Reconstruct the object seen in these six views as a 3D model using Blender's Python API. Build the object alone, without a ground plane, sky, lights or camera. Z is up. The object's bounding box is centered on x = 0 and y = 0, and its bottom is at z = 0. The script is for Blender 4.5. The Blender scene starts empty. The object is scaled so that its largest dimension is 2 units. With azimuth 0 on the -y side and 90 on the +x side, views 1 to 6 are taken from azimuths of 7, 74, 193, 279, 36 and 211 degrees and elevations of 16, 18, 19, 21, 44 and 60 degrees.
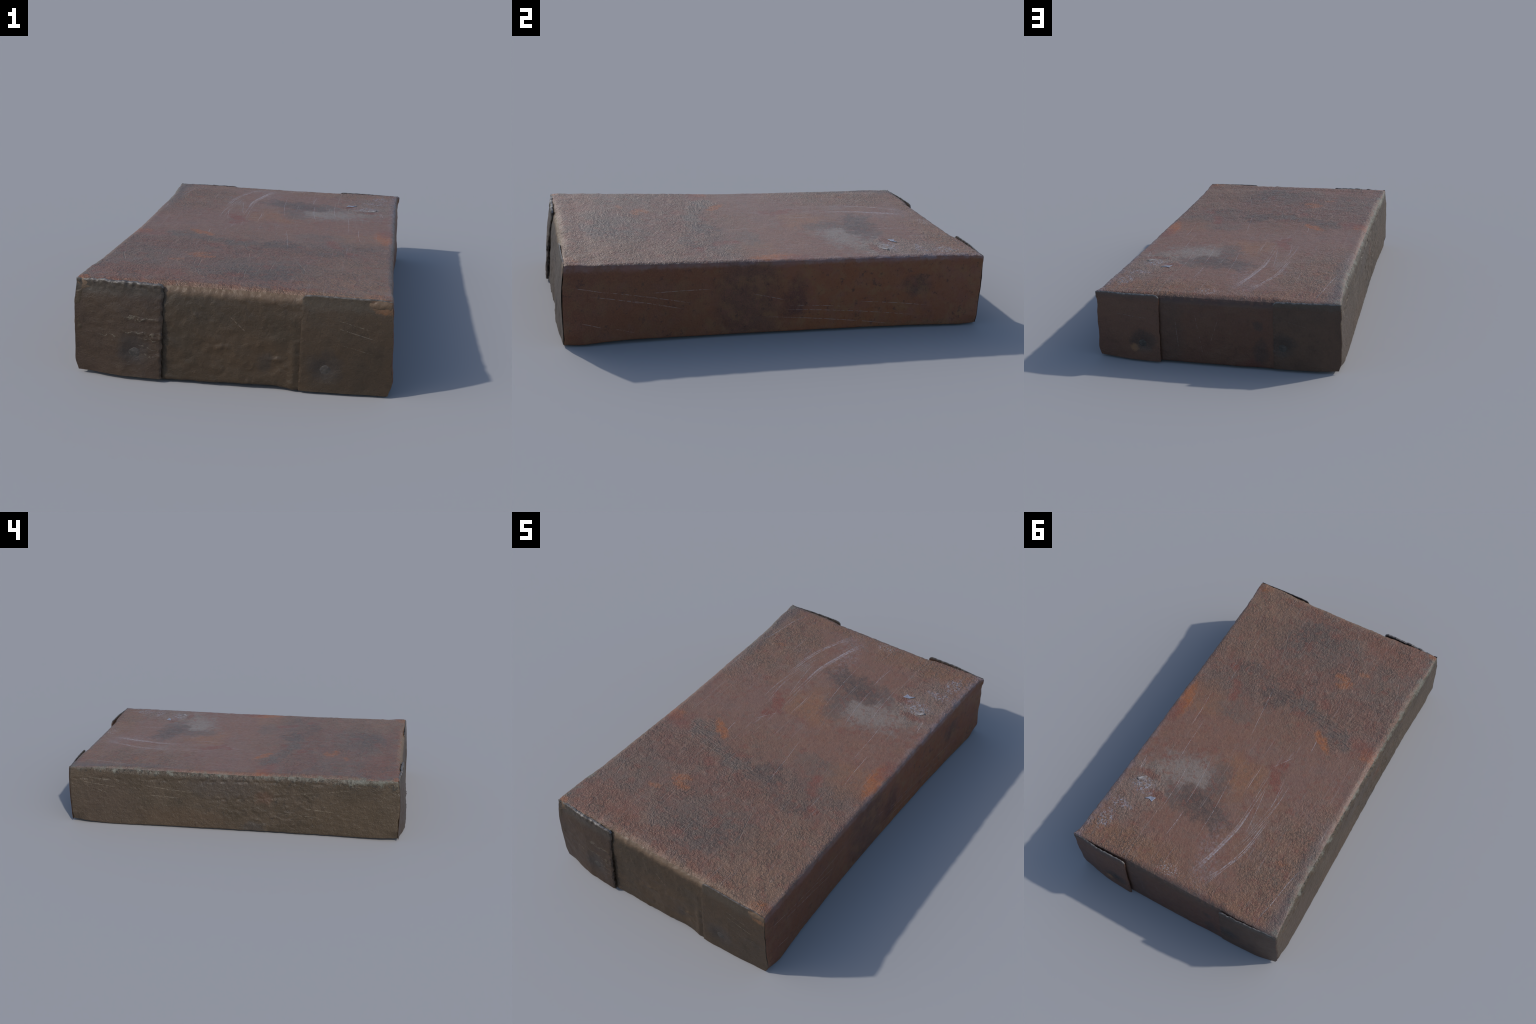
"""A battered, rust-patinated sheet-metal box lying flat.

The box is one smooth rounded slab (top, two long sides, two end panels and an
underside, cut by region but sharing its normals).  At both ends the long sides
are folded round the corner as flaps that overlap the end panel; each flap is
held by one flattened rivet.  Sizes in metres, z up.
"""
import bpy
import math
import numpy as np

SEED = 7
rng = np.random.default_rng(SEED)

# --------------------------------------------------------------------------
# noise
# --------------------------------------------------------------------------
_perm = np.random.default_rng(11).permutation(256)
_perm = np.concatenate([_perm, _perm, _perm])
_grad = np.random.default_rng(12).normal(size=(256, 3))
_grad /= np.linalg.norm(_grad, axis=1)[:, None]


def gnoise(p):
    """3D gradient noise in about -1..1 for an (n, 3) array."""
    i = np.floor(p).astype(int)
    f = p - i
    w = f * f * f * (f * (f * 6 - 15) + 10)
    i &= 255
    out = 0.0
    for dx in (0, 1):
        for dy in (0, 1):
            for dz in (0, 1):
                h = _perm[_perm[_perm[(i[:, 0] + dx) & 255] + ((i[:, 1] + dy) & 255)] + ((i[:, 2] + dz) & 255)]
                g = _grad[h]
                d = g[:, 0] * (f[:, 0] - dx) + g[:, 1] * (f[:, 1] - dy) + g[:, 2] * (f[:, 2] - dz)
                wx = w[:, 0] if dx else 1 - w[:, 0]
                wy = w[:, 1] if dy else 1 - w[:, 1]
                wz = w[:, 2] if dz else 1 - w[:, 2]
                out = out + d * wx * wy * wz
    return out * 1.6


def fbm(p, octaves=3):
    s, a, t = 0.0, 1.0, 0.0
    for _ in range(octaves):
        s = s + a * gnoise(p)
        t += a
        p = p * 2.03 + 17.1
        a *= 0.5
    return s / t


def smooth(a, b, x):
    t = np.clip((x - a) / (b - a), 0, 1)
    return t * t * (3 - 2 * t)


def bell(x, y, cx, cy, rx, ry):
    return np.exp(-((x - cx) / rx) ** 2 - ((y - cy) / ry) ** 2)


def curve(pairs):
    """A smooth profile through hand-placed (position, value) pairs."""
    px = np.array([a for a, _ in pairs], float)
    py = np.array([b for _, b in pairs], float)
    fine = np.linspace(px[0], px[-1], 400)
    lin = np.interp(fine, px, py)
    k = np.hanning(37)
    k /= k.sum()
    pad = np.pad(lin, 18, mode="reflect", reflect_type="odd")
    sm = np.convolve(pad, k, mode="valid")
    return lambda v: np.interp(v, fine, sm)


# --------------------------------------------------------------------------
# profiles of the box: where each face stands
# --------------------------------------------------------------------------
x_pos_top = curve([(-.97, .568), (-.85, .563), (-.6, .564), (-.3, .567), (0, .574), (.3, .575), (.6, .580), (.85, .584), (.97, .590)])
x_pos_bot = curve([(-.97, .580), (-.9, .583), (-.65, .573), (-.32, .564), (0, .568), (.4, .578), (.7, .593), (.9, .606), (.97, .606)])
x_neg_top = curve([(-.97, -.594), (-.8, -.594), (-.55, -.590), (-.3, -.586), (0, -.586), (.3, -.588), (.6, -.590), (.8, -.595), (.97, -.604)])
x_neg_bot = curve([(-.97, -.599), (-.8, -.592), (-.6, -.585), (-.3, -.585), (0, -.592), (.4, -.599), (.97, -.606)])
y_neg_top = curve([(-.61, -.946), (-.3, -.950), (0, -.952), (.3, -.957), (.58, -.963)])
y_neg_bot = curve([(-.61, -.954), (-.45, -.972), (-.3, -.982), (0, -.981), (.16, -.974), (.26, -.980), (.4, -.977), (.59, -.966)])
y_pos_top = curve([(-.61, .957), (-.3, .964), (0, .963), (.3, .958), (.6, .958)])
y_pos_bot = curve([(-.61, .957), (-.5, .976), (-.3, .980), (0, .984), (.3, .980), (.5, .966), (.61, .952)])
z_top_neg = curve([(-1, .360), (-.9, .363), (-.58, .365), (-.3, .361), (-.15, .354), (0, .352), (.5, .354), (.8, .353), (1, .342)])
z_top_pos = curve([(-1, .354), (-.5, .352), (-.2, .351), (.1, .347), (.65, .347), (.85, .345), (1, .337)])


def corner_wander(sign, y, z):
    """The folded vertical corners are not straight: they wander and tuck in at the foot."""
    at_corner = smooth(.86, .955, np.abs(y))
    wob = fbm(np.stack([z * 13 + 5 * sign, 0 * z + np.sign(y) * 3.3, 0 * z], 1), 2)
    pinch = .014 * bell(y, z, .965, .340, .025, .035) if sign > 0 else 0
    return at_corner * (.0055 * wob - .012 * smooth(.055, 0, z)) + pinch


def side_x(sign, y, z):
    t = np.clip(z / .35, 0, 1)
    if sign > 0:
        x = x_pos_bot(y) * (1 - t) + x_pos_top(y) * t
        bulge = .001
    else:
        x = x_neg_bot(y) * (1 - t) + x_neg_top(y) * t
        bulge = -.003
    return x + bulge * np.sin(np.pi * t) + sign * corner_wander(sign, y, z)


def end_y(sign, x, z):
    t = np.clip(z / .35, 0, 1)
    if sign > 0:
        return y_pos_bot(x) * (1 - t) + y_pos_top(x) * t + .006 * np.sin(np.pi * t ** 1.5)
    return y_neg_bot(x) * (1 - t) + y_neg_top(x) * t - .009 * np.sin(np.pi * t ** 1.5)


def top_z(x, y):
    s = np.clip((x + .6) / 1.2, 0, 1)
    z = z_top_neg(y) * (1 - s) + z_top_pos(y) * s
    inside = np.sin(np.pi * np.clip(s, .0, 1)) ** .5
    z = z + .006 * inside * smooth(1., .80, np.abs(y)) * (1 - .6 * bell(x, y, .45, .5, .25, .5)) * (1 - .65 * bell(x, y, .12, -.05, .35, .28))
    z = z + .0055 * smooth(-.84, -.92, y) + .004 * bell(x, y, .5, -.95, .2, .06) + .003 * smooth(.88, .95, y)
    z = z + .009 * inside * bell(0, y, 0, -.78, 1, .20)
    z = z + .006 * bell(x, y, .11, -.935, .012, .012)           # small rust nub at the front edge
    return z


def bottom_z(x, y):
    z = .0075 + 0 * x
    z = z + .008 * bell(x, y, -.6, -.95, .14, .14) + .008 * bell(x, y, -.6, .95, .12, .14)
    z = z - .006 * bell(x, y, .56, -.93, .12, .10) - .004 * bell(x, y, .58, .93, .15, .15)
    z = z - .006 * bell(x, y, -.6, .70, .1, .18) + .005 * bell(x, y, .58, -.65, .08, .2)
    z = z + .004 * bell(x, y, .05, -.97, .2, .08) - .003 * bell(x, y, .3, -.98, .08, .08)
    return z


# --------------------------------------------------------------------------
# the box body on a lattice
# --------------------------------------------------------------------------
HX, HY, HZ = .58, .96, .35
STEP = .0055


def box_lattice():
    """Quads on the surface of a box lattice; returns points, quads, face side ids."""
    nx, ny, nz = (int(round(2 * HX / STEP)), int(round(2 * HY / STEP)), int(round(HZ / STEP)))
    index = -np.ones((nx + 1, ny + 1, nz + 1), int)
    I, J, K = np.meshgrid(np.arange(nx + 1), np.arange(ny + 1), np.arange(nz + 1), indexing="ij")
    skin = (I == 0) | (I == nx) | (J == 0) | (J == ny) | (K == 0) | (K == nz)
    index[skin] = np.arange(skin.sum())
    pts = np.stack([I[skin] / nx * 2 * HX - HX, J[skin] / ny * 2 * HY - HY, K[skin] / nz * HZ], 1)

    def sheet(a, flip):
        q = np.stack([a[:-1, :-1], a[1:, :-1], a[1:, 1:], a[:-1, 1:]], -1).reshape(-1, 4)
        return q[:, ::-1] if flip else q
    sheets = [("top", sheet(index[:, :, nz], False)), ("bottom", sheet(index[:, :, 0], True)),
              ("east", sheet(index[nx, :, :], False)), ("west", sheet(index[0, :, :], True)),
              ("north", sheet(index[:, ny, :], True)), ("south", sheet(index[:, 0, :], False))]
    return pts, sheets


def round_edges(p):
    """Round the lattice box; crisp corners, softer long top edges."""
    x, y, z = p.T
    top = smooth(.10, .32, z)
    corner = smooth(.30, .10, np.hypot(HX - np.abs(x), HY - np.abs(y)))
    end = smooth(.07, .03, HY - np.abs(y))
    bare = smooth(.36, .24, np.abs(x))
    r = .010 + top * (.012 + ((.013 + .012 * (y > 0)) * bare - .003) * end + .018 * (1 - end) * (x < 0)) * (1 - .85 * corner)
    lo = np.stack([-HX + r, -HY + r, 0 * r + .008], 1)
    hi = np.stack([HX - r, HY - r, HZ - r], 1)
    inner = np.clip(p, lo, hi)
    d = p - inner
    bottom = d[:, 2] < 0
    rad = np.where(bottom, .008, r)
    # points below the inner box use the small bottom radius vertically
    scale = np.stack([r, r, rad], 1)
    u = d / scale
    n = np.linalg.norm(u, axis=1)
    n[n == 0] = 1
    k = np.max(np.abs(u), axis=1) / n          # keep lattice spacing, pull cube onto sphere
    return inner + u * k[:, None] * scale


def warp(p):
    """Bend the regular slab to the measured, slightly crooked faces."""
    x, y, z = p.T
    yy = y / HY * .96
    xe, xw = side_x(1, yy, z), side_x(-1, yy, z)
    X = xw + (xe - xw) * (x + HX) / (2 * HX)
    yn, ys = end_y(1, X, z), end_y(-1, X, z)
    Y = ys + (yn - ys) * (y + HY) / (2 * HY)
    zt, zb = top_z(X, Y), bottom_z(X, Y)
    Z = zb + (zt - zb) * z / HZ
    return np.stack([X, Y, Z], 1)


def vertex_normals(pts, quads):
    a, b, c, d = (pts[quads[:, i]] for i in range(4))
    fn = np.cross(c - a, d - b)
    vn = np.zeros_like(pts)
    for i in range(4):
        for ax in range(3):
            vn[:, ax] += np.bincount(quads[:, i], fn[:, ax], len(pts))
    return vn / np.maximum(np.linalg.norm(vn, axis=1), 1e-12)[:, None]


def body_relief(p, n):
    """Lumps, crumpled edges, dents: heights along the normal."""
    x, y, z = p.T
    h = .0016 * fbm(p * 5.0, 2) + .0010 * fbm(p * 16 + 3, 2)
    grain = fbm(p * np.array([60., 48., 60.]) + 9, 3)
    rough = np.clip(.30 + .7 * smooth(-.05, -.30, y) + .7 * bell(x, y, -.45, .62, .14, .3) + .5 * bell(x, y, .4, .9, .2, .1), 0, 1)
    flat = smooth(.5, .8, n[:, 2])
    h = h + flat * rough * .0013 * grain
    # crumpled top edges
    zt = top_z(x, y)
    near_edge = smooth(.045, .010, zt - z) * smooth(.05, .012, np.minimum(np.abs(np.abs(x) - .58), np.abs(np.abs(y) - .955)))
    h = h + near_edge * (.0034 * fbm(p * np.array([45., 34., 45.]) + 2, 3) + .0016 * fbm(p * 100, 2)) * (1 - .35 * (x < -.5))
    # long west side: blistered, wrinkled sheet
    west = smooth(-.55, -.58, x) * smooth(.35, .31, z)
    blister = np.maximum(fbm(p * np.array([20., 26., 34.]) + 5, 3), -.1)
    h = h + west * (.0065 * blister * (.30 + 1.1 * bell(y, z, -.22, .15, .30, .16)) + .0012 * fbm(p * 60, 2))
    crackle = np.clip(.2 + 2.2 * gnoise(p * np.array([20., 32., 40.]) + 3), 0, 1)
    wander = .014 * fbm(np.stack([y * 14, 0 * y + 2, 0 * y], 1), 3)
    h = h - west * .006 * crackle * np.exp(-((z - .20 + .10 * (y + .03) + wander) / .006) ** 2) * bell(y, 0, -.10, 0, .20, 1)
    h = h - west * .005 * crackle * np.exp(-((z - .305 + .03 * y - wander) / .007) ** 2)
    h = h - west * .005 * np.exp(-((z - .27 + .65 * (y - .20)) / .012) ** 2) * bell(y, 0, .16, 0, .06, 1)
    # east side: shallow pits and the nick near the foot
    east = smooth(.55, .57, x) * smooth(.34, .30, z)
    h = h + east * .0012 * fbm(p * 40, 2)
    h = h - east * .007 * np.exp(-((y + .264 + .10 * (z - .05)) / .007) ** 2 - ((z - .050) / .022) ** 2)
    h = h - east * .004 * bell(y, z, .63, .20, .03, .02)
    # ends: gentle hammering, with the seam ridge beside the flatter flap
    south, north = smooth(-.93, -.955, y), smooth(.93, .955, y)
    h = h + (south * .0042 + north * .0020) * np.maximum(fbm(p * np.array([15., 15., 17.]) + 31, 3), -.25)
    h = h + south * .0012 * fbm(p * 55, 2) + (south * .9 + north * .3) * .010 * np.maximum(fbm(p * np.array([24., 24., 30.]) + 71, 2) - .28, 0)
    h = h - south * .008 * np.maximum(fbm(p * np.array([9., 9., 8.]) + 51, 2) - .15, 0)
    h = h + south * .005 * np.exp(-((x - .222) / .014) ** 2) * smooth(.33, .12, z)
    # hidden step down behind the flaps, so that their dimples never touch the panel
    h = h - (smooth(-.90, -.94, y) + smooth(.90, .94, y)) * .009 * smooth(.29, .33, np.abs(x)) * smooth(.575, .54, np.abs(x)) * smooth(.335, .31, z) * smooth(.015, .03, z)
    return h


# --------------------------------------------------------------------------
# node helpers
# --------------------------------------------------------------------------
class Nodes:
    def __init__(self, name):
        self.mat = bpy.data.materials.new(name)
        self.mat.use_nodes = True
        self.t = self.mat.node_tree
        self.t.nodes.clear()
        self.obj = self.new("ShaderNodeTexCoord").outputs["Object"]
        self.vec = self.vmath("ADD", self.obj, (0, 0, 0))

    def new(self, kind, **props):
        n = self.t.nodes.new(kind)
        for k, v in props.items():
            setattr(n, k, v)
        return n

    def put(self, socket, value):
        if isinstance(value, bpy.types.NodeSocket):
            self.t.links.new(value, socket)
        elif value is not None:
            socket.default_value = value

    def math(self, op, a, b=None, c=None, clamp=False):
        n = self.new("ShaderNodeMath", operation=op, use_clamp=clamp)
        for s, v in zip(n.inputs, (a, b, c)):
            self.put(s, v)
        return n.outputs[0]

    def mul(self, a, b):
        return self.math("MULTIPLY", a, b)

    def add(self, a, b, clamp=False):
        return self.math("ADD", a, b, clamp=clamp)

    def vmath(self, op, a, b=None, scale=None):
        n = self.new("ShaderNodeVectorMath", operation=op)
        self.put(n.inputs[0], a)
        self.put(n.inputs[1], b)
        if scale is not None:
            self.put(n.inputs["Scale"], scale)
        return n.outputs["Value"] if op in ("LENGTH", "DOT_PRODUCT", "DISTANCE") else n.outputs[0]

    def mapping(self, vec, loc=(0, 0, 0), rot=(0, 0, 0), scale=(1, 1, 1), kind="POINT"):
        n = self.new("ShaderNodeMapping", vector_type=kind)
        self.put(n.inputs["Vector"], vec)
        n.inputs["Location"].default_value = loc
        n.inputs["Rotation"].default_value = rot
        n.inputs["Scale"].default_value = scale
        return n.outputs[0]

    def noise(self, scale, detail=3.0, rough=.55, vec=None, distort=0.0):
        n = self.new("ShaderNodeTexNoise")
        self.put(n.inputs["Vector"], vec or self.obj)
        n.inputs["Scale"].default_value = scale
        n.inputs["Detail"].default_value = detail
        n.inputs["Roughness"].default_value = rough
        n.inputs["Distortion"].default_value = distort
        return n.outputs["Fac"]

    def jitter(self, scale, detail, rough, amount):
        """A vector offset made of two independent noises (about +-amount/2)."""
        n = self.new("ShaderNodeCombineXYZ")
        for i in range(3):
            v = self.mapping(self.obj, (7.3 * i, 3.1 * i, 5.7 * i))
            self.put(n.inputs[i], self.math("MULTIPLY_ADD", self.noise(scale, detail, rough, v), amount, -.5 * amount))
        return n.outputs[0]

    def step(self, v, a, b, lo=0.0, hi=1.0):
        n = self.new("ShaderNodeMapRange", interpolation_type="SMOOTHSTEP")
        self.put(n.inputs[0], v)
        for i, x in enumerate((a, b, lo, hi)):
            self.put(n.inputs[i + 1], x)
        return n.outputs[0]

    def mix(self, fac, a, b, mode="MIX"):
        n = self.new("ShaderNodeMix", data_type="RGBA", blend_type=mode)
        self.put(n.inputs["Factor"], fac)
        for s, v in ((n.inputs[6], a), (n.inputs[7], b)):
            self.put(s, (*v, 1) if isinstance(v, tuple) else v)
        return n.outputs[2]

    def xyz(self, vec=None):
        n = self.new("ShaderNodeSeparateXYZ")
        self.put(n.inputs[0], vec or self.vec)
        return n.outputs

    def along(self, vec, direction, shift):
        """Signed distance along a direction: dot(vec, direction) + shift."""
        return self.math("ADD", self.vmath("DOT_PRODUCT", vec, direction), shift)

    @staticmethod
    def plane(axis, a, b):
        """A 2D direction placed in the plane seen along the given axis."""
        return {"z": (a, b, 0.0), "x": (0.0, a, b), "y": (a, 0.0, b)}[axis]

    def blob(self, vec, centre, radii, rot=0.0, soft=.5, axis="z"):
        """Soft ellipse; axis names the direction it is seen along."""
        ca, sa = math.cos(math.radians(rot)), math.sin(math.radians(rot))
        cx, cy = centre
        u = self.along(vec, self.plane(axis, ca / radii[0], sa / radii[0]), -(cx * ca + cy * sa) / radii[0])
        v = self.along(vec, self.plane(axis, -sa / radii[1], ca / radii[1]), (cx * sa - cy * ca) / radii[1])
        r2 = self.math("MULTIPLY_ADD", u, u, self.mul(v, v))
        return self.step(r2, (1 + soft) ** 2, (1 - soft) ** 2)

    def scratch(self, vec, a, b, width, axis="z", bow=0.0):
        """A thin line from a to b with an optional bow, worn thinner at its ends."""
        half = math.hypot(b[0] - a[0], b[1] - a[1]) / 2
        ca, sa = (b[0] - a[0]) / (2 * half), (b[1] - a[1]) / (2 * half)
        cx, cy = (a[0] + b[0]) / 2, (a[1] + b[1]) / 2
        u = self.along(vec, self.plane(axis, ca / half, sa / half), -(cx * ca + cy * sa) / half)
        v = self.along(vec, self.plane(axis, -sa / half, ca / half), (cx * sa - cy * ca) / half - bow)
        if bow:
            v = self.math("MULTIPLY_ADD", self.mul(u, u), bow, v)
        w = width / half
        line = self.step(self.math("ABSOLUTE", v), w, w * .25)
        ends = self.step(self.math("ABSOLUTE", u), 1.0, .55)
        return self.mul(line, ends)

    def most(self, items):
        out = items[0]
        for i in items[1:]:
            out = self.math("MAXIMUM", out, i)
        return out

    def lines(self, items):
        """The strongest of many scratches, gathered one by one."""
        out = None
        for vec, a, b, width, axis, bow in items:
            m = self.scratch(vec, a, b, width, axis, bow)
            out = m if out is None else self.math("MAXIMUM", out, m)
        return out

    def finish(self, colour, rough, height, strength=1.0, distance=.004, specular=.5):
        bump = self.new("ShaderNodeBump")
        bump.inputs["Strength"].default_value = strength
        bump.inputs["Distance"].default_value = distance
        self.put(bump.inputs["Height"], height)
        b = self.new("ShaderNodeBsdfPrincipled")
        self.put(b.inputs["Base Color"], colour)
        self.put(b.inputs["Roughness"], rough)
        b.inputs["Specular IOR Level"].default_value = specular
        self.t.links.new(bump.outputs[0], b.inputs["Normal"])
        out = self.new("ShaderNodeOutputMaterial")
        self.t.links.new(b.outputs[0], out.inputs[0])
        return self.mat


# palette (linear albedo)
PLUM = (.142, .094, .086)
BROWN = (.150, .094, .070)
TAN = (.215, .150, .105)
OCHRE = (.200, .105, .050)
ORANGE = (.245, .098, .034)
RED = (.140, .050, .040)
GREY = (.152, .154, .160)
SOOT = (.056, .049, .050)
SLATE = (.086, .084, .084)
LILAC = (.260, .230, .250)
PALE = (.420, .390, .390)
MOSS = (.125, .122, .098)
SIDE_BROWN = (.172, .074, .038)
OLIVE = (.044, .030, .017)  # darkened well below the sheet's own brown: west side's shade baked in
DARK_OLIVE = (.024, .018, .012)


def grit_height(N, vec=None):
    """Leathery rust skin: small rounded grains with cracks between."""
    a = N.noise(75, 3, .6, vec)
    b = N.noise(230, 2, .6, vec)
    v = N.new("ShaderNodeTexVoronoi", feature="DISTANCE_TO_EDGE")
    N.put(v.inputs["Vector"], N.vmath("ADD", N.vec, N.jitter(60, 2, .5, .012)))
    v.inputs["Scale"].default_value = 80
    cracks = N.step(v.outputs["Distance"], 0.0, .20)
    return N.add(N.add(N.mul(a, 1.15), N.mul(b, .40)), N.mul(cracks, .20))


def speckle(N, scale, lo, hi):
    return N.step(N.noise(scale, 2, .6), lo, hi)


def streaks(N, angle, lo, hi, density=38, stretch=1.3, offset=0.0):
    q = N.mapping(N.obj, (offset, offset * .7, 0), (0, 0, math.radians(angle)), (density, stretch, 4))
    n = N.noise(1.0, 3.5, .62, q)
    return N.step(n, lo, hi)


def edge_worn(N, base, edge_colour, coord, start, end, amount=1.0, grain=34):
    """Ragged worn band where coord runs from start (none) to end (full)."""
    c = N.add(coord, N.mul(N.add(N.noise(grain, 4, .65), -.5), .030 if end > start else -.030))
    m = N.step(c, start, end)
    return N.mix(N.mul(m, amount), base, edge_colour), m


def top_material():
    N = Nodes("rusty_top_skin")
    warp1 = N.jitter(6.5, 5, .62, .26)
    warp2 = N.jitter(26, 5, .68, .075)
    P = N.vmath("ADD", N.vmath("ADD", N.vec, warp1), warp2)          # ragged coordinates for blotches
    Q = N.vmath("ADD", N.vec, warp2)
    x, y, z = N.xyz()
    # ground colour: plum and brown drifting across, greyer and darker to the front
    col = N.mix(N.step(N.noise(5.5, 5, .66), .36, .64), PLUM, BROWN)
    col = N.mix(N.mul(N.step(N.noise(13, 4, .65), .50, .72), .45), col, GREY)
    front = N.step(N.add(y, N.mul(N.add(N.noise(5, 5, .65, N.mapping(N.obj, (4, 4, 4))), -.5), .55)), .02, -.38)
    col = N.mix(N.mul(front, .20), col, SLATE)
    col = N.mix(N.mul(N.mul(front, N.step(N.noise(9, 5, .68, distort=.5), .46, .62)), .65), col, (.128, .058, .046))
    # blotches: centre, radii, turn, softness, colour, amount
    blots = [
        ((.00, .26), (.12, .10), 0, .6, OCHRE, .60), ((.10, .72), (.32, .12), 0, .7, (.150, .086, .070), .5),
        ((.30, .15), (.22, .14), 10, .6, (.160, .088, .066), .5), ((-.30, .05), (.2, .16), 0, .7, PLUM, .6),
        ((.27, .40), (.19, .12), 18, .5, GREY, .90), ((.27, .37), (.13, .075), 15, .6, (.185, .192, .200), .75), ((.42, .47), (.10, .08), 0, .7, (.165, .160, .160), .6),
        ((.12, .515), (.14, .060), -12, .7, SOOT, 1.0), ((-.02, .55), (.065, .04), -30, .8, SOOT, .75),
        ((.10, .345), (.05, .07), 0, .8, SOOT, .65), ((.07, .44), (.06, .05), 0, .8, SOOT, .45),
        ((-.10, -.27), (.20, .045), -14, .6, SLATE, .85), ((-.36, -.19), (.09, .035), -14, .6, SLATE, .8),
        ((.09, -.28), (.10, .045), 0, .6, SOOT, .85), ((.30, -.37), (.10, .05), 0, .7, SOOT, .75),
        ((.24, -.08), (.09, .05), 0, .7, SLATE, .75), ((.36, -.22), (.12, .08), 0, .7, SLATE, .55),
        ((.06, -.72), (.20, .13), 15, .7, SLATE, .85), ((.08, -.76), (.11, .07), 0, .7, SOOT, .65),
        ((-.42, -.60), (.12, .16), 0, .7, SLATE, .5),
        ((.42, -.70), (.16, .20), 0, .8, (.165, .112, .078), .65), ((.46, -.88), (.12, .10), 0, .8, TAN, .45),
        ((-.42, -.82), (.14, .07), -10, .7, (.135, .062, .045), .75), ((-.20, -.88), (.15, .04), 0, .7, (.145, .068, .045), .7),
        ((.15, -.88), (.12, .035), 0, .7, (.145, .07, .05), .65), ((-.40, -.36), (.15, .06), -10, .7, (.120, .066, .056), .7),
        ((-.42, .62), (.13, .20), 0, .8, (.160, .104, .070), .65), ((.34, .87), (.24, .06), 0, .8, (.185, .105, .055), .7),
        ((-.33, .90), (.22, .05), 0, .8, (.175, .098, .055), .6), ((.44, .62), (.09, .14), 0, .7, (.18, .16, .155), .65),
        ((.42, -.10), (.09, .08), 0, .8, OCHRE, .45), ((-.05, -.10), (.20, .08), 0, .8, BROWN, .5),
    ]
    for c, r, a, s, colour, k in blots:
        m = N.blob(P, c, r, a, s)
        col = N.mix(N.mul(m, k), col, colour)
    # small bright rust
    rust = [
        ((-.165, .185), (.020, .058), 38, .7, RED, .95), ((-.168, .095), (.020, .022), 0, .6, RED, .95),
        ((-.278, -.138), (.050, .017), -38, .7, ORANGE, .95), ((.520, -.030), (.022, .075), 8, .8, ORANGE, .95),
        ((.530, .060), (.022, .05), 0, .8, RED, .6), ((-.542, -.175), (.035, .030), 0, .7, ORANGE, .85),
        ((-.50, -.20), (.06, .03), -10, .8, RED, .6), ((.39, -.346), (.022, .018), 0, .7, RED, .9),
        ((.30, -.18), (.018, .030), 0, .8, RED, .8), ((.32, -.25), (.02, .02), 0, .8, RED, .7), ((-.02, -.36), (.02, .015), 0, .8, RED, .7),
        ((-.18, -.36), (.02, .02), 0, .8, RED, .7), ((-.08, -.235), (.03, .015), 0, .8, RED, .5),
        ((-.185, -.565), (.030, .016), 0, .7, ORANGE, .8), ((-.225, -.53), (.024, .016), 20, .7, ORANGE, .8),
        ((-.20, -.505), (.018, .010), 0, .7, ORANGE, .8), ((-.29, -.63), (.02, .012), 0, .7, ORANGE, .6),
        ((-.576, -.935), (.026, .020), 0, .6, ORANGE, .9), ((.545, -.945), (.05, .030), 0, .8, ORANGE, .85),
        ((.08, -.66), (.02, .02), 0, .8, RED, .6), ((-.02, -.80), (.03, .02), 0, .8, RED, .6), ((-.33, .32), (.02, .012), 0, .7, RED, .5),
        ((-.44, .60), (.02, .012), 0, .7, ORANGE, .5), ((.33, .565), (.045, .016), 0, .7, RED, .6), ((.44, .475), (.05, .014), 0, .7, RED, .6),
    ]
    for c, r, a, s, colour, k in rust:
        col = N.mix(N.math("MULTIPLY", N.blob(Q, c, (r[0] * 1.15, r[1] * 1.15), a, s), k * 1.25, clamp=True), col, colour)
    col = N.mix(N.mul(N.mul(N.step(N.noise(21, 4, .65), .60, .70), N.step(y, .35, -.2, .35, 1.0)), .65), col, (.150, .058, .038))
    col = N.mix(N.mul(N.mul(N.step(N.noise(33, 4, .65, N.mapping(N.obj, (3, 7, 3))), .66, .73), N.step(y, .2, -.3, .15, 1.0)), .65), col, (.200, .090, .036))
    # fine mottling: dark pores where the skin is gritty, dust specks where it is smooth
    gritty = N.most([N.mul(front, .85), N.blob(P, (-.45, .62), (.15, .30), 0, .7), N.blob(P, (.40, .88), (.28, .09), 0, .7),
                     N.blob(P, (.44, .62), (.11, .16), 0, .7), N.mul(N.blob(P, (-.35, .90), (.25, .07), 0, .7), .7)])
    gritty = N.mul(gritty, N.step(N.noise(8, 4, .65, N.mapping(N.obj, (5, 5, 1))), .36, .62, .30, 1.0))
    h = grit_height(N)
    col = N.mix(N.mul(gritty, N.step(h, .92, .74, 0, .85)), col, (.055, .044, .038))
    col = N.mix(N.mul(gritty, N.step(h, 1.00, 1.22, 0, .32)), col, (.20, .135, .105))
    col = N.mix(N.step(N.noise(24, 5, .72, N.mapping(N.obj, (6, 4, 3))), .50, .66, 0.0, .70), col, (.142, .060, .048))
    col = N.mix(N.step(N.noise(30, 5, .72, N.mapping(N.obj, (1, 9, 3))), .53, .68, 0.0, .60), col, (.112, .104, .094))
    col = N.mix(N.step(N.noise(38, 5, .72), .46, .70, 0.0, .40), col, (.192, .130, .105))
    col = N.mix(N.step(N.noise(46, 5, .72, N.mapping(N.obj, (3, 1, 2))), .48, .70, 0.0, .58), col, (.088, .060, .052))
    col = N.mix(N.step(N.noise(150, 3, .7), .34, .66, 0.0, .30), col, (.205, .150, .125))
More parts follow.
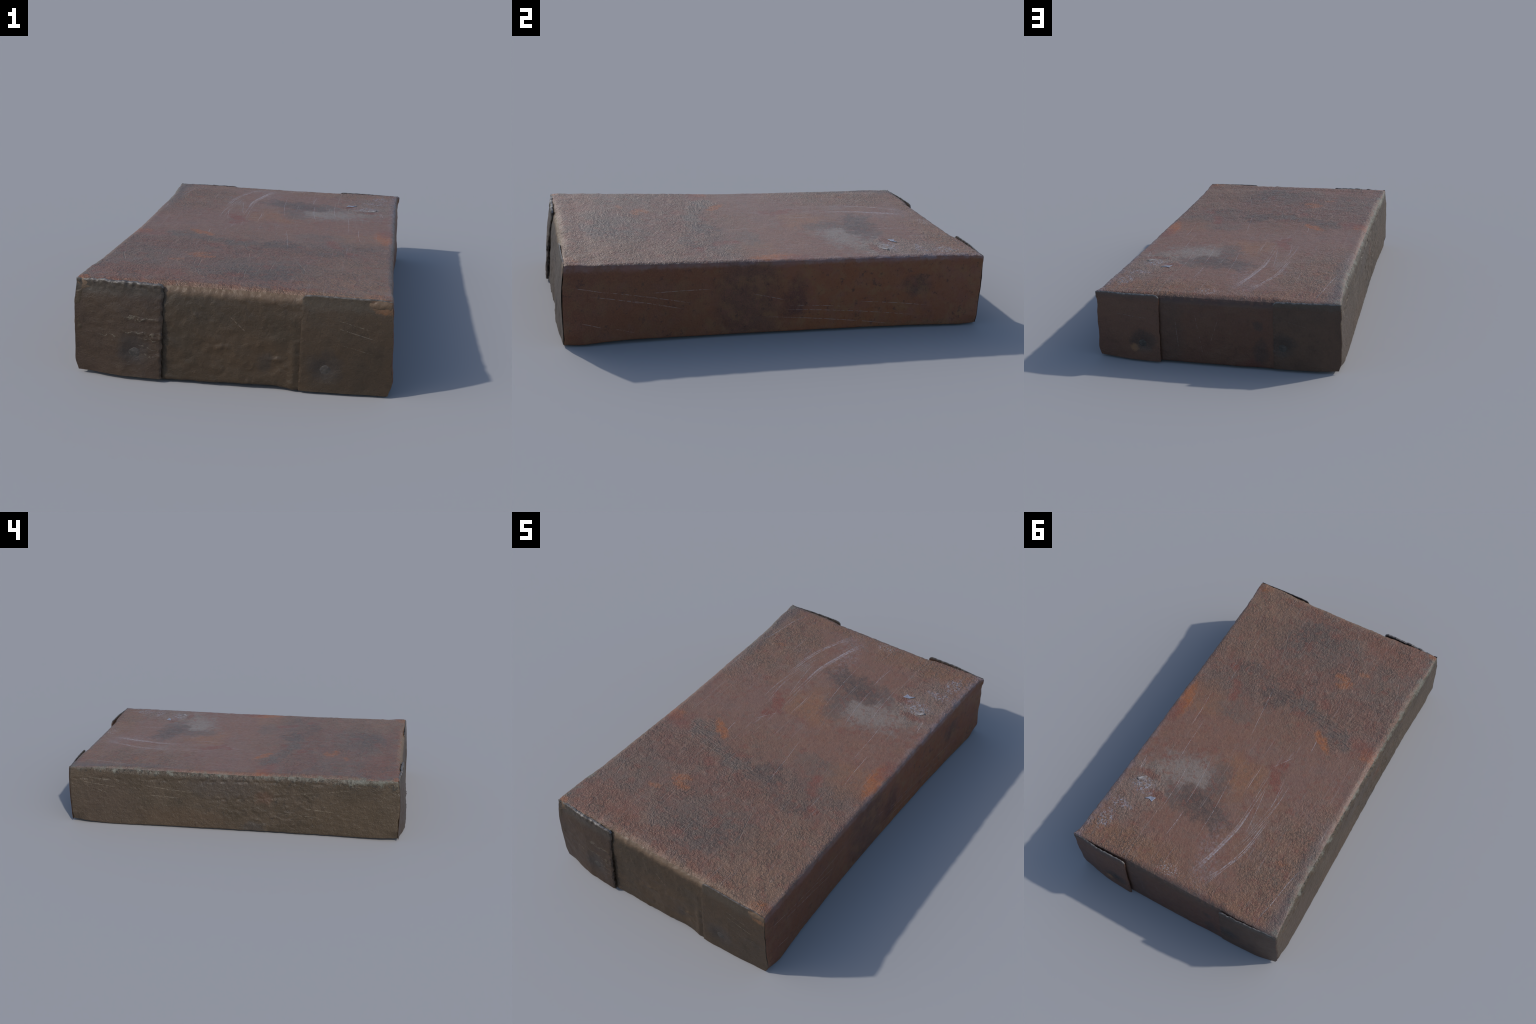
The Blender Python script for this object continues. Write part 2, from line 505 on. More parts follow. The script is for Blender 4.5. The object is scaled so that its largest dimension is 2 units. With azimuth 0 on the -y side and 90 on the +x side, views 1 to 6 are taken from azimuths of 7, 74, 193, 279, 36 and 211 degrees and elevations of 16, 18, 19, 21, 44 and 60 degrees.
    col = N.mix(N.step(N.noise(170, 3, .7, N.mapping(N.obj, (3, 1, 2))), .50, .72, 0.0, .38), col, (.080, .055, .046))
    dust = N.mul(N.step(y, -.05, .25), speckle(N, 420, .66, .74))
    col = N.mix(N.mul(dust, .35), col, LILAC)
    # warm oxide tint over all of it
    col = N.mix(1.0, col, (1.15, .92, .75), "MULTIPLY")
    # edges
    rag = N.mul(N.add(N.noise(34, 4, .65), -.5), .055)
    ex = N.add(x, rag)
    east = N.mul(N.step(ex, .528, .578), N.step(N.noise(16, 4, .7, N.mapping(N.obj, (2, 2, 6))), .38, .60, .25, 1.0))
    col = N.mix(N.mul(east, N.step(y, .05, .45, .35, .75)), col, (.215, .165, .170))
    west = N.mul(N.step(N.add(ex, rag), -.556, -.592), N.step(N.noise(11, 5, .75), .42, .58, .15, 1.0))
    col = N.mix(N.mul(N.step(ex, -.49, -.56), N.step(y, .15, .5, .12, .45)), col, SLATE)
    col = N.mix(N.mul(west, .85), col, MOSS)
    ey = N.add(y, N.mul(N.add(N.noise(28, 4, .65), -.5), .06))
    south = N.mul(N.step(ey, -.905, -.952), N.step(x, -.36, -.22))
    col = N.mix(N.mul(south, .60), col, (.175, .110, .070))
    col = N.mix(N.mul(N.mul(N.step(ey, -.875, -.905), N.step(ey, -.945, -.92)), N.step(N.noise(14, 2), .45, .6, 0, .55)), col, (.175, .070, .040))
    north = N.mul(N.step(y, .925, .955), N.step(x, .30, .22))
    col = N.mix(N.mul(north, .45), col, (.085, .062, .052))
    # scratches
    S = N.vmath("ADD", N.vec, N.jitter(3.2, 1, .4, .030))        # gently wandering strokes
    fan = []
    # two sheaves of long curved scratches: start, end, width, bow, strands, spread
    for a, b, w, bow, n, spread in [((-.130, .912), (-.250, .38), .0017, -.13, 5, .007), ((-.055, .882), (-.132, .38), .0021, -.085, 6, .007),
                                    ((-.095, .80), (-.150, .20), .0013, -.05, 3, .022), ((-.19, .66), (-.250, .15), .0012, -.05, 3, .018)]:
        for k in range(n):
            o, e = rng.normal(0, spread), rng.normal(0, spread * .8)
            cut = rng.uniform(0, .35) * (k > 1)
            fan.append((S, (a[0] + o, a[1] - cut * .3 * (a[1] - b[1])), (b[0] + o + e, b[1] + cut * (a[1] - b[1])), w * rng.uniform(.7, 1.25), "z", bow * rng.uniform(.85, 1.1)))
    for a, b, w in [((-.475, .911), (-.540, .57), .0026), ((.046, .25), (.018, .69), .0015), ((.297, .26), (.268, .66), .0014), ((.160, .56), (.170, .75), .0020),
                    ((-.155, .25), (-.185, .55), .0015), ((.512, .38), (.500, .47), .0028), ((-.064, .14), (-.070, .32), .0014), ((-.222, .17), (-.232, .40), .0014),
                    ((-.19, .02), (-.12, .13), .0016), ((.20, .20), (.175, .56), .0012), ((.36, .02), (.35, .34), .0013), ((-.245, -.14), (-.250, -.05), .0020),
                    ((.131, -.36), (.085, .03), .0015), ((.42, -.16), (.40, .12), .0013)]:
        fan.append((S, a, b, w, "z", .02))
    front_cuts = [(S, a, b, w, "z", .02) for a, b, w in [
        ((.247, -.73), (.165, -.47), .0026), ((.101, -.74), (.100, -.53), .0026), ((.013, -.85), (.013, -.64), .0028), ((.013, -.66), (.036, -.37), .0016),
        ((-.016, -.79), (-.006, -.66), .0024), ((.055, -.77), (.060, -.60), .0022), ((-.150, -.84), (-.175, -.75), .0026), ((-.178, -.74), (-.192, -.59), .0030),
        ((-.205, -.70), (-.215, -.60), .0024), ((-.472, -.68), (-.505, -.565), .0034), ((.003, -.58), (-.021, -.46), .0022), ((-.029, -.43), (-.068, -.29), .0026),
        ((-.217, -.32), (-.228, -.23), .0032), ((-.13, -.34), (-.12, -.23), .0030), ((-.35, -.58), (-.36, -.48), .0024)]]
    patchy = N.step(N.noise(42, 3, .7), .34, .58)
    fan_m = N.mul(N.lines(fan), N.step(N.noise(70, 3, .7), .34, .60, .10, 1.0))
    cut_m = N.mul(N.lines(front_cuts), patchy)
    fine = N.mul(streaks(N, 3, .60, .72, 130, 3.2), N.step(y, -.2, .2, .40, .85))
    fine2 = N.mul(streaks(N, -9, .61, .73, 150, 4.2, 5.0), N.step(N.noise(5, 3), .40, .60))
    col = N.mix(N.mul(N.math("MAXIMUM", fine, fine2), .42), col, (.28, .235, .22))
    col = N.mix(N.mul(fan_m, .70), col, (.38, .34, .35))
    col = N.mix(N.mul(cut_m, .50), col, (.26, .21, .17))
    haze = N.mul(N.blob(Q, (-.09, .74), (.05, .16), 12, .8), N.step(N.noise(80, 3, .7), .45, .7))
    col = N.mix(N.mul(haze, .30), col, (.30, .27, .28))
    # pale paint residue by the far east corner and the little white spatter at the far edge
    pale = N.mul(N.most([N.blob(Q, (.475, .690), (.045, .022), -10, .7), N.blob(Q, (.50, .80), (.025, .05), 0, .8), N.blob(Q, (.43, .545), (.05, .035), 0, .8)]),
                 N.step(N.noise(90, 3, .7), .48, .62))
    col = N.mix(N.mul(pale, .60), col, (.32, .32, .36))
    spat = N.mul(N.blob(N.vec, (.055, .895), (.045, .025), 0, .8), N.step(N.noise(130, 2, .7), .55, .63))
    col = N.mix(N.mul(spat, .7), col, (.38, .36, .37))
    # relief
    height = N.mul(h, N.add(N.mul(gritty, 1.05), .36))
    height = N.add(height, N.mul(cut_m, -.45))
    height = N.add(height, N.mul(fan_m, -.12))
    crease = N.mul(N.step(N.noise(1, 3, .6, N.mapping(N.obj, (0, 0, 0), (0, 0, math.radians(28)), (28, 90, 10))), .40, .62),
                   N.most([N.blob(P, (-.13, -.28), (.18, .05), -14, .7), N.blob(P, (-.36, -.18), (.08, .04), -14, .7), N.mul(N.blob(P, (.05, -.70), (.20, .12), 0, .7), .4)]))
    height = N.add(height, N.mul(crease, .55))
    rough = N.add(N.mul(N.noise(40, 3, .6), .22), .40)
    return N.finish(col, rough, height, .9, .0060, .40)


def east_material():
    N = Nodes("brown_side_patina")
    w = N.jitter(16, 4, .6, .09)
    P = N.vmath("ADD", N.vec, w)
    x, y, z = N.xyz()
    col = N.mix(N.step(N.noise(9, 4, .6), .36, .64), SIDE_BROWN, (0.170, 0.063, 0.030))
    col = N.mix(N.step(N.noise(26, 4, .65), .45, .75, 0, .55), col, (0.122, 0.043, 0.027))
    for c, r, k, colour in [((-.16, .18), (.11, .24), .72, (.074, .044, .036)), ((.065, .17), (.040, .075), .95, (.048, .032, .034)),
                            ((.635, .205), (.055, .035), .95, (.050, .035, .032)), ((.02, .12), (.03, .06), .5, (0.079, 0.033, 0.025)),
                            ((.35, .06), (.22, .04), .55, (0.189, 0.064, 0.022)), ((-.62, .10), (.2, .06), .4, (0.173, 0.059, 0.025)),
                            ((-.9, .2), (.08, .2), .45, (0.122, 0.041, 0.026)), ((.88, .15), (.10, .2), .5, (0.162, 0.062, 0.037)),
                            ((.30, .20), (.25, .08), .4, (0.180, 0.063, 0.029)), ((.72, .012), (.22, .014), .5, (0.109, 0.066, 0.031)),
                            ((-.55, .30), (.2, .03), .4, (0.173, 0.054, 0.025))]:
        col = N.mix(N.mul(N.blob(P, c, r, 0, .8, "x"), k), col, colour)
    col = N.mix(N.step(N.noise(14, 5, .68, N.mapping(N.obj, (9, 2, 4))), .46, .66, 0, .65), col, (.180, .096, .046))
    col = N.mix(N.step(N.noise(18, 5, .68, N.mapping(N.obj, (2, 8, 4))), .48, .68, 0, .55), col, (.165, .070, .050))
    col = N.mix(N.step(N.noise(34, 4, .7, N.mapping(N.obj, (2, 5, 7))), .57, .68, 0, .70), col, (.050, .030, .026))
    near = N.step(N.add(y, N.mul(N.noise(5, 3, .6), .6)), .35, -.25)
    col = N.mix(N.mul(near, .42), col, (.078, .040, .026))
    col = N.mix(N.step(N.noise(190, 3, .7), .40, .70, 0, .42), col, (0.211, 0.085, 0.047))
    col = N.mix(N.step(N.noise(120, 3, .7, N.mapping(N.obj, (4, 2, 1))), .56, .72, 0, .45), col, (0.071, 0.028, 0.017))
    # worn top edge
    zr = N.add(z, N.mul(N.add(N.noise(34, 4, .65), -.5), .030))
    edge = N.mul(N.step(zr, .322, .342), N.step(N.noise(16, 4, .7, N.mapping(N.obj, (2, 2, 6))), .38, .60, .25, 1.0))
    col = N.mix(N.mul(edge, N.step(y, .05, .45, .35, .75)), col, (0.215, 0.165, 0.170))
    rim = N.mul(N.step(zr, .312, .330), N.step(N.noise(11, 2, .5), .45, .62, 0, .6))
    col = N.mix(rim, col, (0.173, 0.078, 0.060))
    lines = [((-.94, .265), (-.78, .232)), ((-.83, .243), (-.40, .165)), ((-.86, .222), (-.62, .176)), ((-.72, .200), (-.44, .140)),
             ((-.62, .222), (-.32, .228)), ((-.12, .088), (.55, .020)), ((-.02, .118), (.66, .060)), ((-.90, .105), (-.80, .076)),
             ((.02, .135), (.30, .118)), ((-.15, .20), (.02, .16)), ((.35, .140), (.72, .105)), ((-.75, .07), (-.66, .045))]
    m = N.lines([(N.vec, a, b, .0024, "x", .02) for a, b in lines])
    m = N.mul(m, N.step(N.noise(55, 3, .7), .38, .58))
    col = N.mix(N.mul(m, .60), col, (0.280, 0.200, 0.170))
    h = N.add(N.mul(grit_height(N), .30), N.mul(N.noise(30, 3), .35))
    h = N.add(h, N.mul(m, -.30))
    return N.finish(col, N.add(N.mul(N.noise(40, 3), .2), .42), h, .6, .0045, .18)


def west_material():
    N = Nodes("olive_side_baked_shade")
    w = N.jitter(16, 4, .6, .09)
    P = N.vmath("ADD", N.vec, w)
    x, y, z = N.xyz()
    col = N.mix(N.step(N.noise(8, 4, .6), .36, .64), OLIVE, (0.061, 0.042, 0.026))
    col = N.mix(N.step(N.noise(24, 4, .65), .48, .75, 0, .5), col, DARK_OLIVE)
    for c, r, k, colour in [((.30, .06), (.20, .05), .55, (0.067, 0.040, 0.022)), ((-.70, .12), (.20, .10), .45, (0.064, 0.042, 0.022)),
                            ((-.19, .22), (.035, .03), .65, (0.075, 0.037, 0.022)), ((.05, .27), (.16, .05), .55, (0.052, 0.040, 0.033)),
                            ((.75, .12), (.15, .12), .45, (0.056, 0.036, 0.025)), ((-.92, .2), (.05, .2), .4, (0.070, 0.049, 0.029)),
                            ((-.12, .03), (.05, .02), .6, (0.029, 0.027, 0.026))]:
        col = N.mix(N.mul(N.blob(P, c, r, 0, .8, "x"), k), col, colour)
    h0 = grit_height(N)
    pits = N.mul(N.step(N.noise(48, 4, .7), .60, .70), N.blob(P, (-.22, .16), (.32, .20), 0, .7, "x"))
    col = N.mix(N.mul(pits, .65), col, (0.020, 0.018, 0.016))
    col = N.mix(N.step(N.noise(170, 3, .7), .42, .70, 0, .35), col, (0.087, 0.063, 0.043))
    col = N.mix(N.step(N.noise(130, 3, .7, N.mapping(N.obj, (4, 2, 1))), .54, .72, 0, .40), col, (0.030, 0.022, 0.015))
    zr = N.add(z, N.mul(N.add(N.noise(24, 5, .75), -.5), .16))
    edge = N.mul(N.step(zr, .324, .354), N.step(N.noise(11, 5, .75), .42, .58, .15, 1.0))
    col = N.mix(N.mul(edge, .85), col, MOSS)
    crack = N.mul(N.mul(N.step(zr, .315, .328), N.step(zr, .348, .338)), N.step(N.noise(75, 3, .7), .53, .62))
    col = N.mix(N.mul(crack, .75), col, (0.023, 0.023, 0.021))
    lines = [((.93, .30), (.70, .275)), ((.90, .265), (.66, .235)), ((.55, .26), (.18, .225)), ((-.33, .25), (-.72, .30)),
             ((-.42, .17), (-.60, .155)), ((.50, .20), (.30, .19)), ((.80, .22), (.74, .20)), ((-.25, .13), (-.50, .12))]
    m = N.mul(N.lines([(N.vec, a, b, .0028, "x", .02) for a, b in lines]), N.step(N.noise(55, 3, .7), .38, .58))
    col = N.mix(N.mul(m, .45), col, (0.220, 0.185, 0.140))
    h = N.add(N.mul(h0, .6), N.mul(N.noise(36, 4, .65), 1.3))
    h = N.add(h, N.add(N.mul(pits, -.5), N.mul(crack, -.6)))
    return N.finish(col, N.add(N.mul(N.noise(40, 3), .2), .34), h, .75, .0050, .40)


def end_material(name, base, second, edge_colour, edge_from, edge_to, edge_amount, lines, line_colour, spots, relief):
    """Skin of an end panel or a flap: shade-darkened base, worn upper edge, scratches, stains."""
    N = Nodes(name)
    w = N.jitter(18, 4, .6, .07)
    P = N.vmath("ADD", N.vec, w)
    x, y, z = N.xyz()
    col = N.mix(N.step(N.noise(10, 4, .6), .36, .64), base, second)
    col = N.mix(N.step(N.noise(28, 4, .65), .50, .75, 0, .5), col, tuple(c * .55 for c in base))
    for c, r, k, colour in spots:
        col = N.mix(N.mul(N.blob(P, c, r, 0, .7, "y"), k), col, colour)
    col = N.mix(N.step(N.noise(170, 3, .7), .42, .70, 0, .28), col, tuple(c * 1.6 for c in base))
    col = N.mix(N.step(N.noise(110, 3, .7, N.mapping(N.obj, (4, 2, 1))), .56, .72, 0, .35), col, tuple(c * .45 for c in base))
    zr = N.add(z, N.mul(N.add(N.noise(26, 4, .7), -.5), .045))
    col = N.mix(N.mul(N.step(zr, edge_from, edge_to), edge_amount), col, edge_colour)
    h = N.add(N.mul(grit_height(N), .30), N.mul(N.noise(30, 4, .65), relief))
    if lines:
        m = N.lines([(P if k else N.vec, a, b, wd, "y", 0.0) for a, b, wd, k in lines])
        m = N.mul(m, N.step(N.noise(65, 3, .7), .42, .58))
        col = N.mix(N.mul(m, .55), col, line_colour)
        h = N.add(h, N.mul(m, .25))
    return N.finish(col, N.add(N.mul(N.noise(40, 3), .2), .36), h, .65, .0050, .32)


def plain_metal(name, a, b, rough=.5):
    N = Nodes(name)
    col = N.mix(N.step(N.noise(60, 4, .65), .40, .62), a, b)
    return N.finish(col, rough, N.noise(120, 3, .6), .5, .003, .5)


# --------------------------------------------------------------------------
# object helpers
# --------------------------------------------------------------------------
def add_mesh(name, pts, quads, mat, parent, normals=None):
    used, inv = np.unique(quads, return_inverse=True)
    quads = inv.reshape(quads.shape)
    v = pts[used]
    me = bpy.data.meshes.new(name)
    me.from_pydata(v.tolist(), [], quads.tolist())
    me.materials.append(mat)
    me.polygons.foreach_set("use_smooth", np.ones(len(quads), bool))
    me.update()
    if normals is not None:
        me.normals_split_custom_set_from_vertices(normals[used].tolist())
    ob = bpy.data.objects.new(name, me)
    bpy.context.scene.collection.objects.link(ob)
    ob.parent = parent
    return ob


root = bpy.data.objects.new("metal_box", None)
root.empty_display_size = .1
bpy.context.scene.collection.objects.link(root)
root["label"] = "flat rusty brown sheet metal box with riveted end flaps"
root["category"] = "metal box"

# --- body -------------------------------------------------------------------
pts, sheets = box_lattice()
pts = warp(round_edges(pts))
all_quads = np.concatenate([q for _, q in sheets])
nrm = vertex_normals(pts, all_quads)
pts = pts + nrm * body_relief(pts, nrm)[:, None]
nrm = vertex_normals(pts, all_quads)

RIVETS = {"southwest": (-.364, .103), "southeast": (.338, .091), "northeast": (.360, .094), "northwest": (-.329, .116)}
stain = (.032, .026, .023)
mats = {
    "top": top_material(),
    "east": east_material(),
    "west": west_material(),
    "south": end_material("olive_end_painted_shade", (.040, .027, .016), (0.046, 0.029, 0.016), (.140, .090, .056), .318, .354, .80,  # base dimmed to keep part of the near end's shading in the colour
                          [((-.02, .27), (.06, .20), .0022, 0), ((.30, .25), (.50, .21), .0022, 0)], (0.200, 0.150, 0.110),
                          [((.05, .12), (.12, .08), .3, (0.082, 0.049, 0.026)), ((.12, .10), (.02, .03), .5, stain)], .55),
    "north": end_material("shade_darkened_end", (0.078, 0.036, 0.023), (0.084, 0.042, 0.026), (0.066, 0.045, 0.035), .29, .34, .7,  # far end's shade partly painted into this brown
                          [((.10, .28), (.06, .04), .0018, 0), ((.20, .26), (.18, .05), .0018, 0), ((-.02, .25), (.03, .10), .0016, 0)], (0.170, 0.140, 0.130),
                          [((-.22, .08), (.03, .05), .6, stain), ((-.21, .22), (.015, .015), .6, stain), ((-.17, .02), (.05, .02), .5, (0.078, 0.024, 0.019)),
                           ((.22, .15), (.05, .2), .45, (0.047, 0.031, 0.024))], .25),
    "bottom": plain_metal("underside_metal", (0.066, 0.039, 0.026), (0.086, 0.048, 0.027), .6),
}
part_names = {"top": "top_panel", "east": "side_panel", "west": "side_panel", "north": "end_panel", "south": "end_panel", "bottom": "bottom_panel"}
for key, quads in sheets:
    add_mesh(part_names[key], pts, quads, mats[key], root, nrm)


rim_mat = plain_metal("rim_painted_highlight", (.055, .044, .037), (.145, .128, .116), .45)  # paler tint draws the light caught along the flap lips

# --- corner flaps -----------------------------------------------------------
def build_flap(key, sx, sy, free_x, lift, thick, ragged, lip, mat, hammer):
    """One folded flap: a bent plate from the box corner to its free edge.

    lift: (at top, at foot) stand-off of the outer face from the end panel at the
    free edge; lip: how far the upper rim flares; ragged: torn-edge amplitude.
    """
    off = {"southwest": 3., "southeast": 13., "northeast": 23., "northwest": 33.}[key]
    width = .60 - abs(free_x)
    ns, nt = int(width / .0045), int(.345 / .0045)
    s = np.linspace(0, 1, ns + 1)
    t = np.linspace(0, 1, nt + 1)
    S, T = np.meshgrid(s, t, indexing="ij")
    S, T = S.ravel(), T.ravel()
    one = np.ones_like(S)
    ycorner = sy * .945
    # free edge wanders with height, upper rim wanders along the flap
    n_edge = fbm(np.stack([T * 9 + off, one * off, one], 1), 3)
    n_rim = fbm(np.stack([S * 8 + off, one * 2.7, one * off], 1), 3)
    n_tooth = fbm(np.stack([S * 40 + off, one * 7.7, one], 1), 2)
    xf = free_x - sx * ragged * n_edge
    zc = bottom_z(S * 0 + sx * .45, S * 0 + sy * .96) + .002
    z_hi = top_z(sx * (.58 - S * width), sy * .95 * one) - .001 + ragged * .5 * n_rim - .5 * ragged * np.abs(n_tooth)
    # rounded upper free corner
    round_c = np.clip((S - (1 - .030 / width)) / (.030 / width), 0, 1)
    z_hi = z_hi - .014 * round_c ** 3
    Z = zc + (z_hi - zc) * T
    xc = np.where(sx > 0, side_x(1, ycorner * one, Z), side_x(-1, ycorner * one, Z)) - sx * .003
    X = xc + (xf - xc) * S
    ramp = smooth(0, .60, S)
    lift_t = lift[1] + (lift[0] - lift[1]) * T
    rim = smooth(.86, 1.0, T)
    out = .0012 + lift_t * ramp
    out = out + lip * rim * smooth(.10, .5, S) * (.55 + .9 * np.abs(n_rim))
    P0 = np.stack([X, sy * .96 * one, Z], 1)
    out = out + 1.5 * hammer * fbm(P0 * np.array([14., 14., 16.]) + off, 3) * smooth(0, .15, S)
    out = out + ragged * .45 * fbm(P0 * 70 + off, 2) * np.maximum(rim, smooth(.93, 1, S))
    if key == "southwest":       # torn horizontal ridges next to the free edge
        for zz, x0 in ((.232, -.40), (.180, -.42), (.165, -.34), (.128, -.33), (.100, -.31)):
            wob = .004 * fbm(np.stack([X * 40, one * zz * 90, one], 1), 2)
            out = out + .0035 * np.exp(-((Z - zz + wob) / .0045) ** 2) * smooth(x0, x0 + .06, X) * (.5 + fbm(np.stack([X * 55, one * zz * 50, one], 1), 2))
    rx, rz = RIVETS[key]
    d = np.hypot(X - rx, Z - rz)
    out = out - .007 * np.exp(-(d / .036) ** 2)
    base = np.where(sy > 0, end_y(1, X, Z), end_y(-1, X, Z))
    outer = np.stack([X, base + sy * out, Z], 1)
    # the plate thins out to nothing at the corner, where it grows out of the long side
    th = thick * (.25 + .75 * smooth(0, .2, S))
    inner = outer.copy()
    inner[:, 1] -= sy * th
    # soften the rim of the outer face
    edge = np.maximum(smooth(1 - .010 / width, 1, S), smooth(1 - .010 / .345, 1, T))
    outer[:, 1] -= sy * .35 * thick * edge ** 2
    n0 = len(outer)
    idx = np.arange(n0).reshape(ns + 1, nt + 1)

    def sheet(a):
        return np.stack([a[:-1, :-1], a[1:, :-1], a[1:, 1:], a[:-1, 1:]], -1).reshape(-1, 4)
    q_out = sheet(idx)
    q_in = sheet(idx + n0)[:, ::-1]
    loop = np.concatenate([idx[:-1, 0], idx[-1, :-1], idx[:0:-1, -1], idx[0, :0:-1]])
    nxt = np.roll(loop, -1)
    q_rim = np.stack([loop, loop + n0, nxt + n0, nxt], 1)
    quads = np.concatenate([q_out, q_in, q_rim])
    P = np.concatenate([outer, inner])
    if sx * sy > 0:
        quads = quads[:, ::-1]
    ob = add_mesh("corner_flap", P, quads, mat, root)
    ob.data.materials.append(rim_mat)
    slot = np.zeros(len(quads), np.int32)
    rows = np.arange(len(q_out)).reshape(ns, nt)
    first = len(q_out) + len(q_in) + ns + nt
    slot[first:first + ns] = 1
    slot[len(q_out) + rows[:, -2:].ravel()] = 1
    slot[rows[:, -1]] = 1
    ob.data.polygons.foreach_set("material_index", slot)
    # make sure the outer face looks outwards
    k = len(q_out) // 2
    if ob.data.polygons[k].normal.y * sy < 0:
        ob.data.flip_normals()
    ob.data.set_sharp_from_angle(angle=math.radians(50))
    return ob, (rx, rz)


def build_rivet(flap, centre, sy, mat, radius=.022, height=.0026):
    """A hammered-flat rivet head sunk in its dimple."""
    rings, seg = 9, 40
    P, quads = [], []
    y0 = (end_y(1, np.array([centre[0]]), np.array([centre[1]])) if sy > 0 else end_y(-1, np.array([centre[0]]), np.array([centre[1]])))[0]
    # seat the head on the flap surface at the dimple
    co = np.empty(len(flap.data.vertices) * 3)
    flap.data.vertices.foreach_get("co", co)
    co = co.reshape(-1, 3)
    near = co[np.hypot(co[:, 0] - centre[0], co[:, 2] - centre[1]) < .012]
    y0 = (near[:, 1] * sy).max() * sy if len(near) else y0
    for i in range(rings + 1):
        u = i / rings
        for j in range(seg):
            a = 2 * math.pi * j / seg
            wob = 1 + .10 * math.sin(2 * a + 1) + .06 * math.sin(5 * a)
            r = radius * math.sin(u * math.pi / 2) * wob
            hgt = height * math.cos(u * math.pi / 2) ** .7 - .0012 - .003 * (u > .99)
            P.append((centre[0] + r * math.cos(a), y0 + sy * hgt, centre[1] + r * math.sin(a)))
    for i in range(rings):
        for j in range(seg):
            k = (j + 1) % seg
            quads.append((i * seg + j, i * seg + k, (i + 1) * seg + k, (i + 1) * seg + j))
    P, quads = np.array(P), np.array(quads)
    dents = fbm(P * 90, 2) * .0010
    P[:, 1] += dents
    if sy > 0:
        quads = quads[:, ::-1]
    ob = add_mesh("rivet", P, quads, mat, flap)
    return ob


def flap_material(name, key, base, second, edge_colour, edge_amount, lines, line_colour, relief, extra=()):
    rx, rz = RIVETS[key]
    spots = [((rx, rz + .012), (.050, .045), .75, stain), *extra]
    return end_material(name, base, second, edge_colour, .300, .335, edge_amount, lines, line_colour, spots, relief)


torn = [((-.42, .232), (-.27, .230), .0040, 1), ((-.44, .180), (-.265, .178), .0040, 1), ((-.36, .165), (-.265, .165), .0035, 1),
        ((-.36, .128), (-.27, .126), .0035, 1), ((-.34, .100), (-.265, .098), .0040, 1), ((-.52, .165), (-.40, .16), .0025, 1)]
flap_specs = [  # flap base colours lowered to carry the shade of the ends
    ("southwest", -1, -1, -.260, (.009, .015), .012, .012, .007,
     flap_material("torn_flap_shade_tint", "southwest", (0.039, 0.024, 0.016), (0.044, 0.027, 0.016), (0.048, 0.038, 0.029), .85, torn, (0.128, 0.108, 0.077), .60), .0030),
    ("southeast", 1, -1, .244, (.0035, .003), .004, .003, .002,
     flap_material("olive_flap_shade_tint", "southeast", (.042, .028, .017), (.048, .030, .017), (.058, .046, .033), .6,
                   [((.36, .285), (.52, .245), .0022, 0), ((.37, .255), (.52, .215), .0022, 0), ((.36, .20), (.52, .16), .0016, 0)], (0.148, 0.123, 0.090), .40,
                   [((.56, .345), (.05, .02), .8, ORANGE)]), .0020),
    ("northeast", 1, 1, .273, (.012, .015), .008, .003, .004,
     flap_material("brown_flap_shade_tint", "northeast", (.090, .044, .029), (.096, .048, .030), (0.067, 0.046, 0.039), .6,
                   [((.50, .24), (.33, .225), .0022, 0)], (0.139, 0.115, 0.107), .20, [((.40, .075), (.02, .015), .7, OCHRE)]), .0012),
    ("northwest", -1, 1, -.285, (.003, .004), .006, .006, .006,
     flap_material("grey_flap_shade_tint", "northwest", (.062, .036, .024), (.070, .040, .026), (0.062, 0.050, 0.040), .75,
                   [((-.32, .26), (-.47, .22), .0016, 0)], (0.096, 0.071, 0.059), .25), .0012),
]
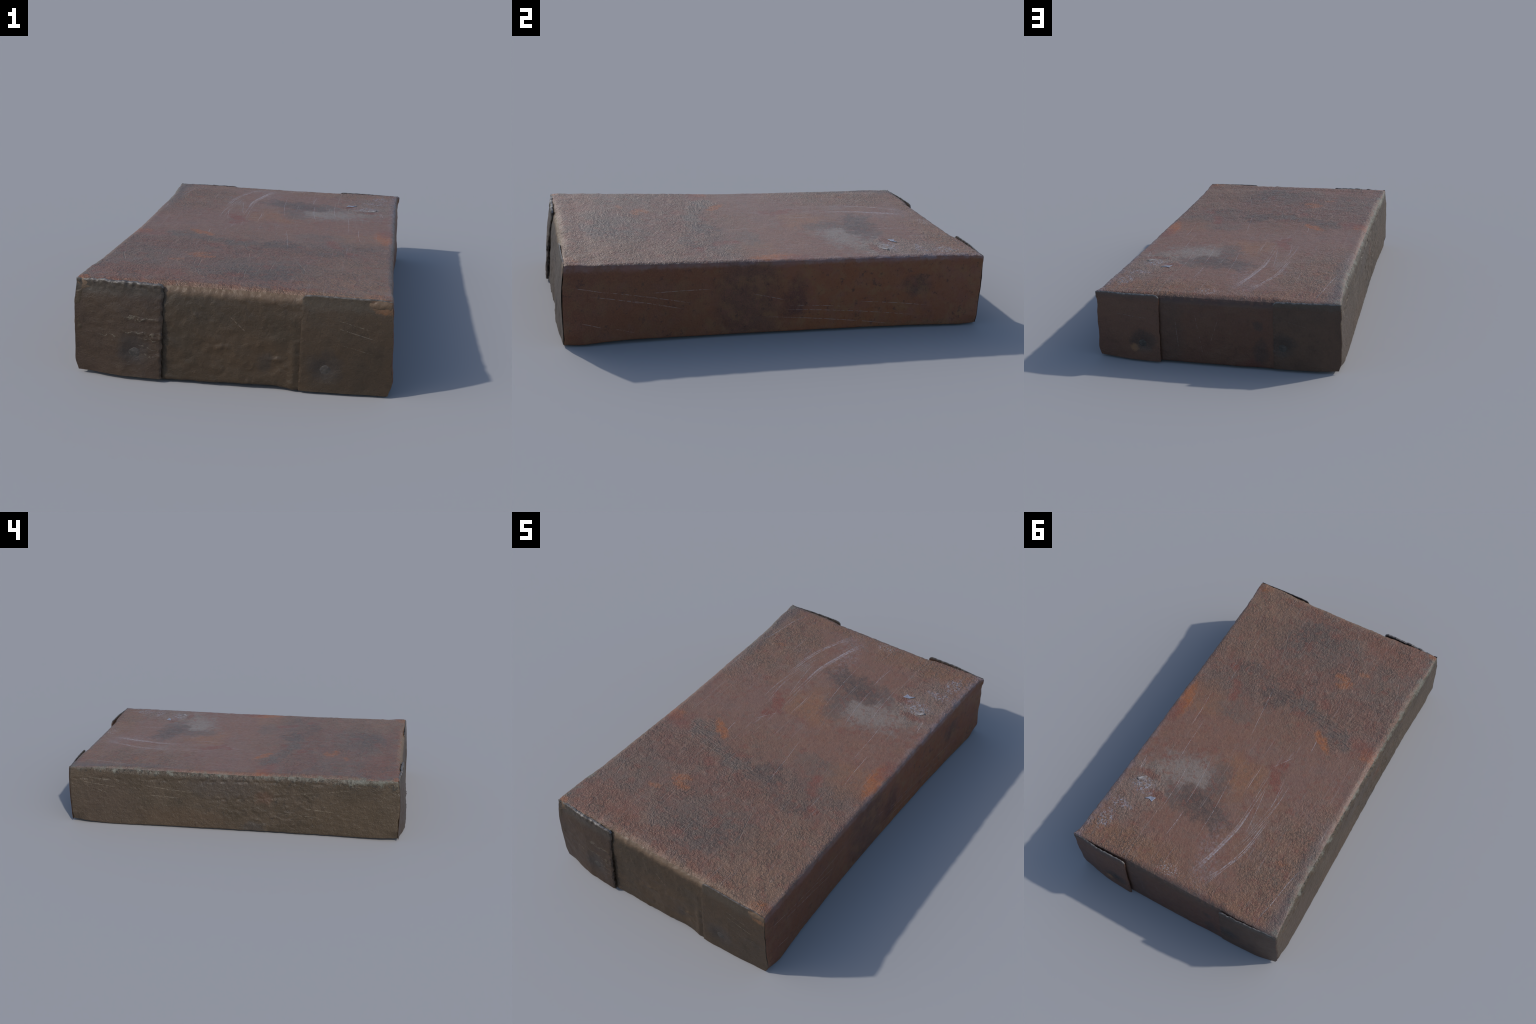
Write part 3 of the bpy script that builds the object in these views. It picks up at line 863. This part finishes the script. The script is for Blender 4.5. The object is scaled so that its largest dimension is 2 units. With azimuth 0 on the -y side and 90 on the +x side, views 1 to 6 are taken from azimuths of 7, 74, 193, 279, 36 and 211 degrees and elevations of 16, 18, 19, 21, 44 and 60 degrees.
rivet_mat = plain_metal("worn_rivet_steel", (.024, .019, .015), (.046, .037, .031), .6)
for key, sx, sy, fx, lift, thick, ragged, lip, mat, hammer in flap_specs:
    flap, centre = build_flap(key, sx, sy, fx, lift, thick, ragged, lip, mat, hammer)
    build_rivet(flap, centre, sy, rivet_mat)


# --- lifted flakes of old coating on the top ---------------------------------
def build_flake(centre, outline, tilt, mat):
    """A thin chip: a small polygon plate bent up along one side."""
    n = len(outline)
    sub = 10
    ring = []
    for i in range(n):
        a, b = np.array(outline[i]), np.array(outline[(i + 1) % n])
        for k in range(sub):
            ring.append(a + (b - a) * k / sub)
    ring = np.array(ring)
    ring += .0016 * np.stack([gnoise(np.stack([ring[:, 0] * 150, ring[:, 1] * 150, ring[:, 0] * 0 + q], 1)) for q in (1.3, 5.1)], 1)
    levels = [1, .8, .55, .3, .05]
    P = []
    for layer in (0, 1):
        for lv in levels:
            for v in ring * lv:
                zz = .0016 * (1 - layer) + max(0, tilt[0] * v[0] + tilt[1] * v[1]) - .0004
                P.append((centre[0] + v[0], centre[1] + v[1], zz))
    P = np.array(P)
    P[:, 2] += top_z(P[:, 0], P[:, 1]) + .0006
    m, L = len(ring), len(levels)
    quads = []
    for layer in (0, 1):
        for i in range(L - 1):
            for j in range(m):
                k = (j + 1) % m
                q = [layer * L * m + i * m + j, layer * L * m + i * m + k, layer * L * m + (i + 1) * m + k, layer * L * m + (i + 1) * m + j]
                quads.append(q[::-1] if layer else q)
    for j in range(m):
        k = (j + 1) % m
        quads.append([L * m + j, L * m + k, k, j])
    return add_mesh("paint_flake", P, np.array(quads), mat, root)


flake_blue = plain_metal("blue_grey_flake", (.19, .19, .23), (.26, .265, .31), .5)
flake_white = plain_metal("chalky_flake", (.20, .165, .15), (.40, .365, .34), .6)
build_flake((.350, .600), [(-.020, -.018), (.012, -.012), (.032, .010), (.006, .004), (-.012, .012)], (.04, .05), flake_blue)
build_flake((.463, .515), [(-.024, -.020), (.002, -.010), (.022, .010), (.010, .018), (-.010, .004)], (.06, .08), flake_white)
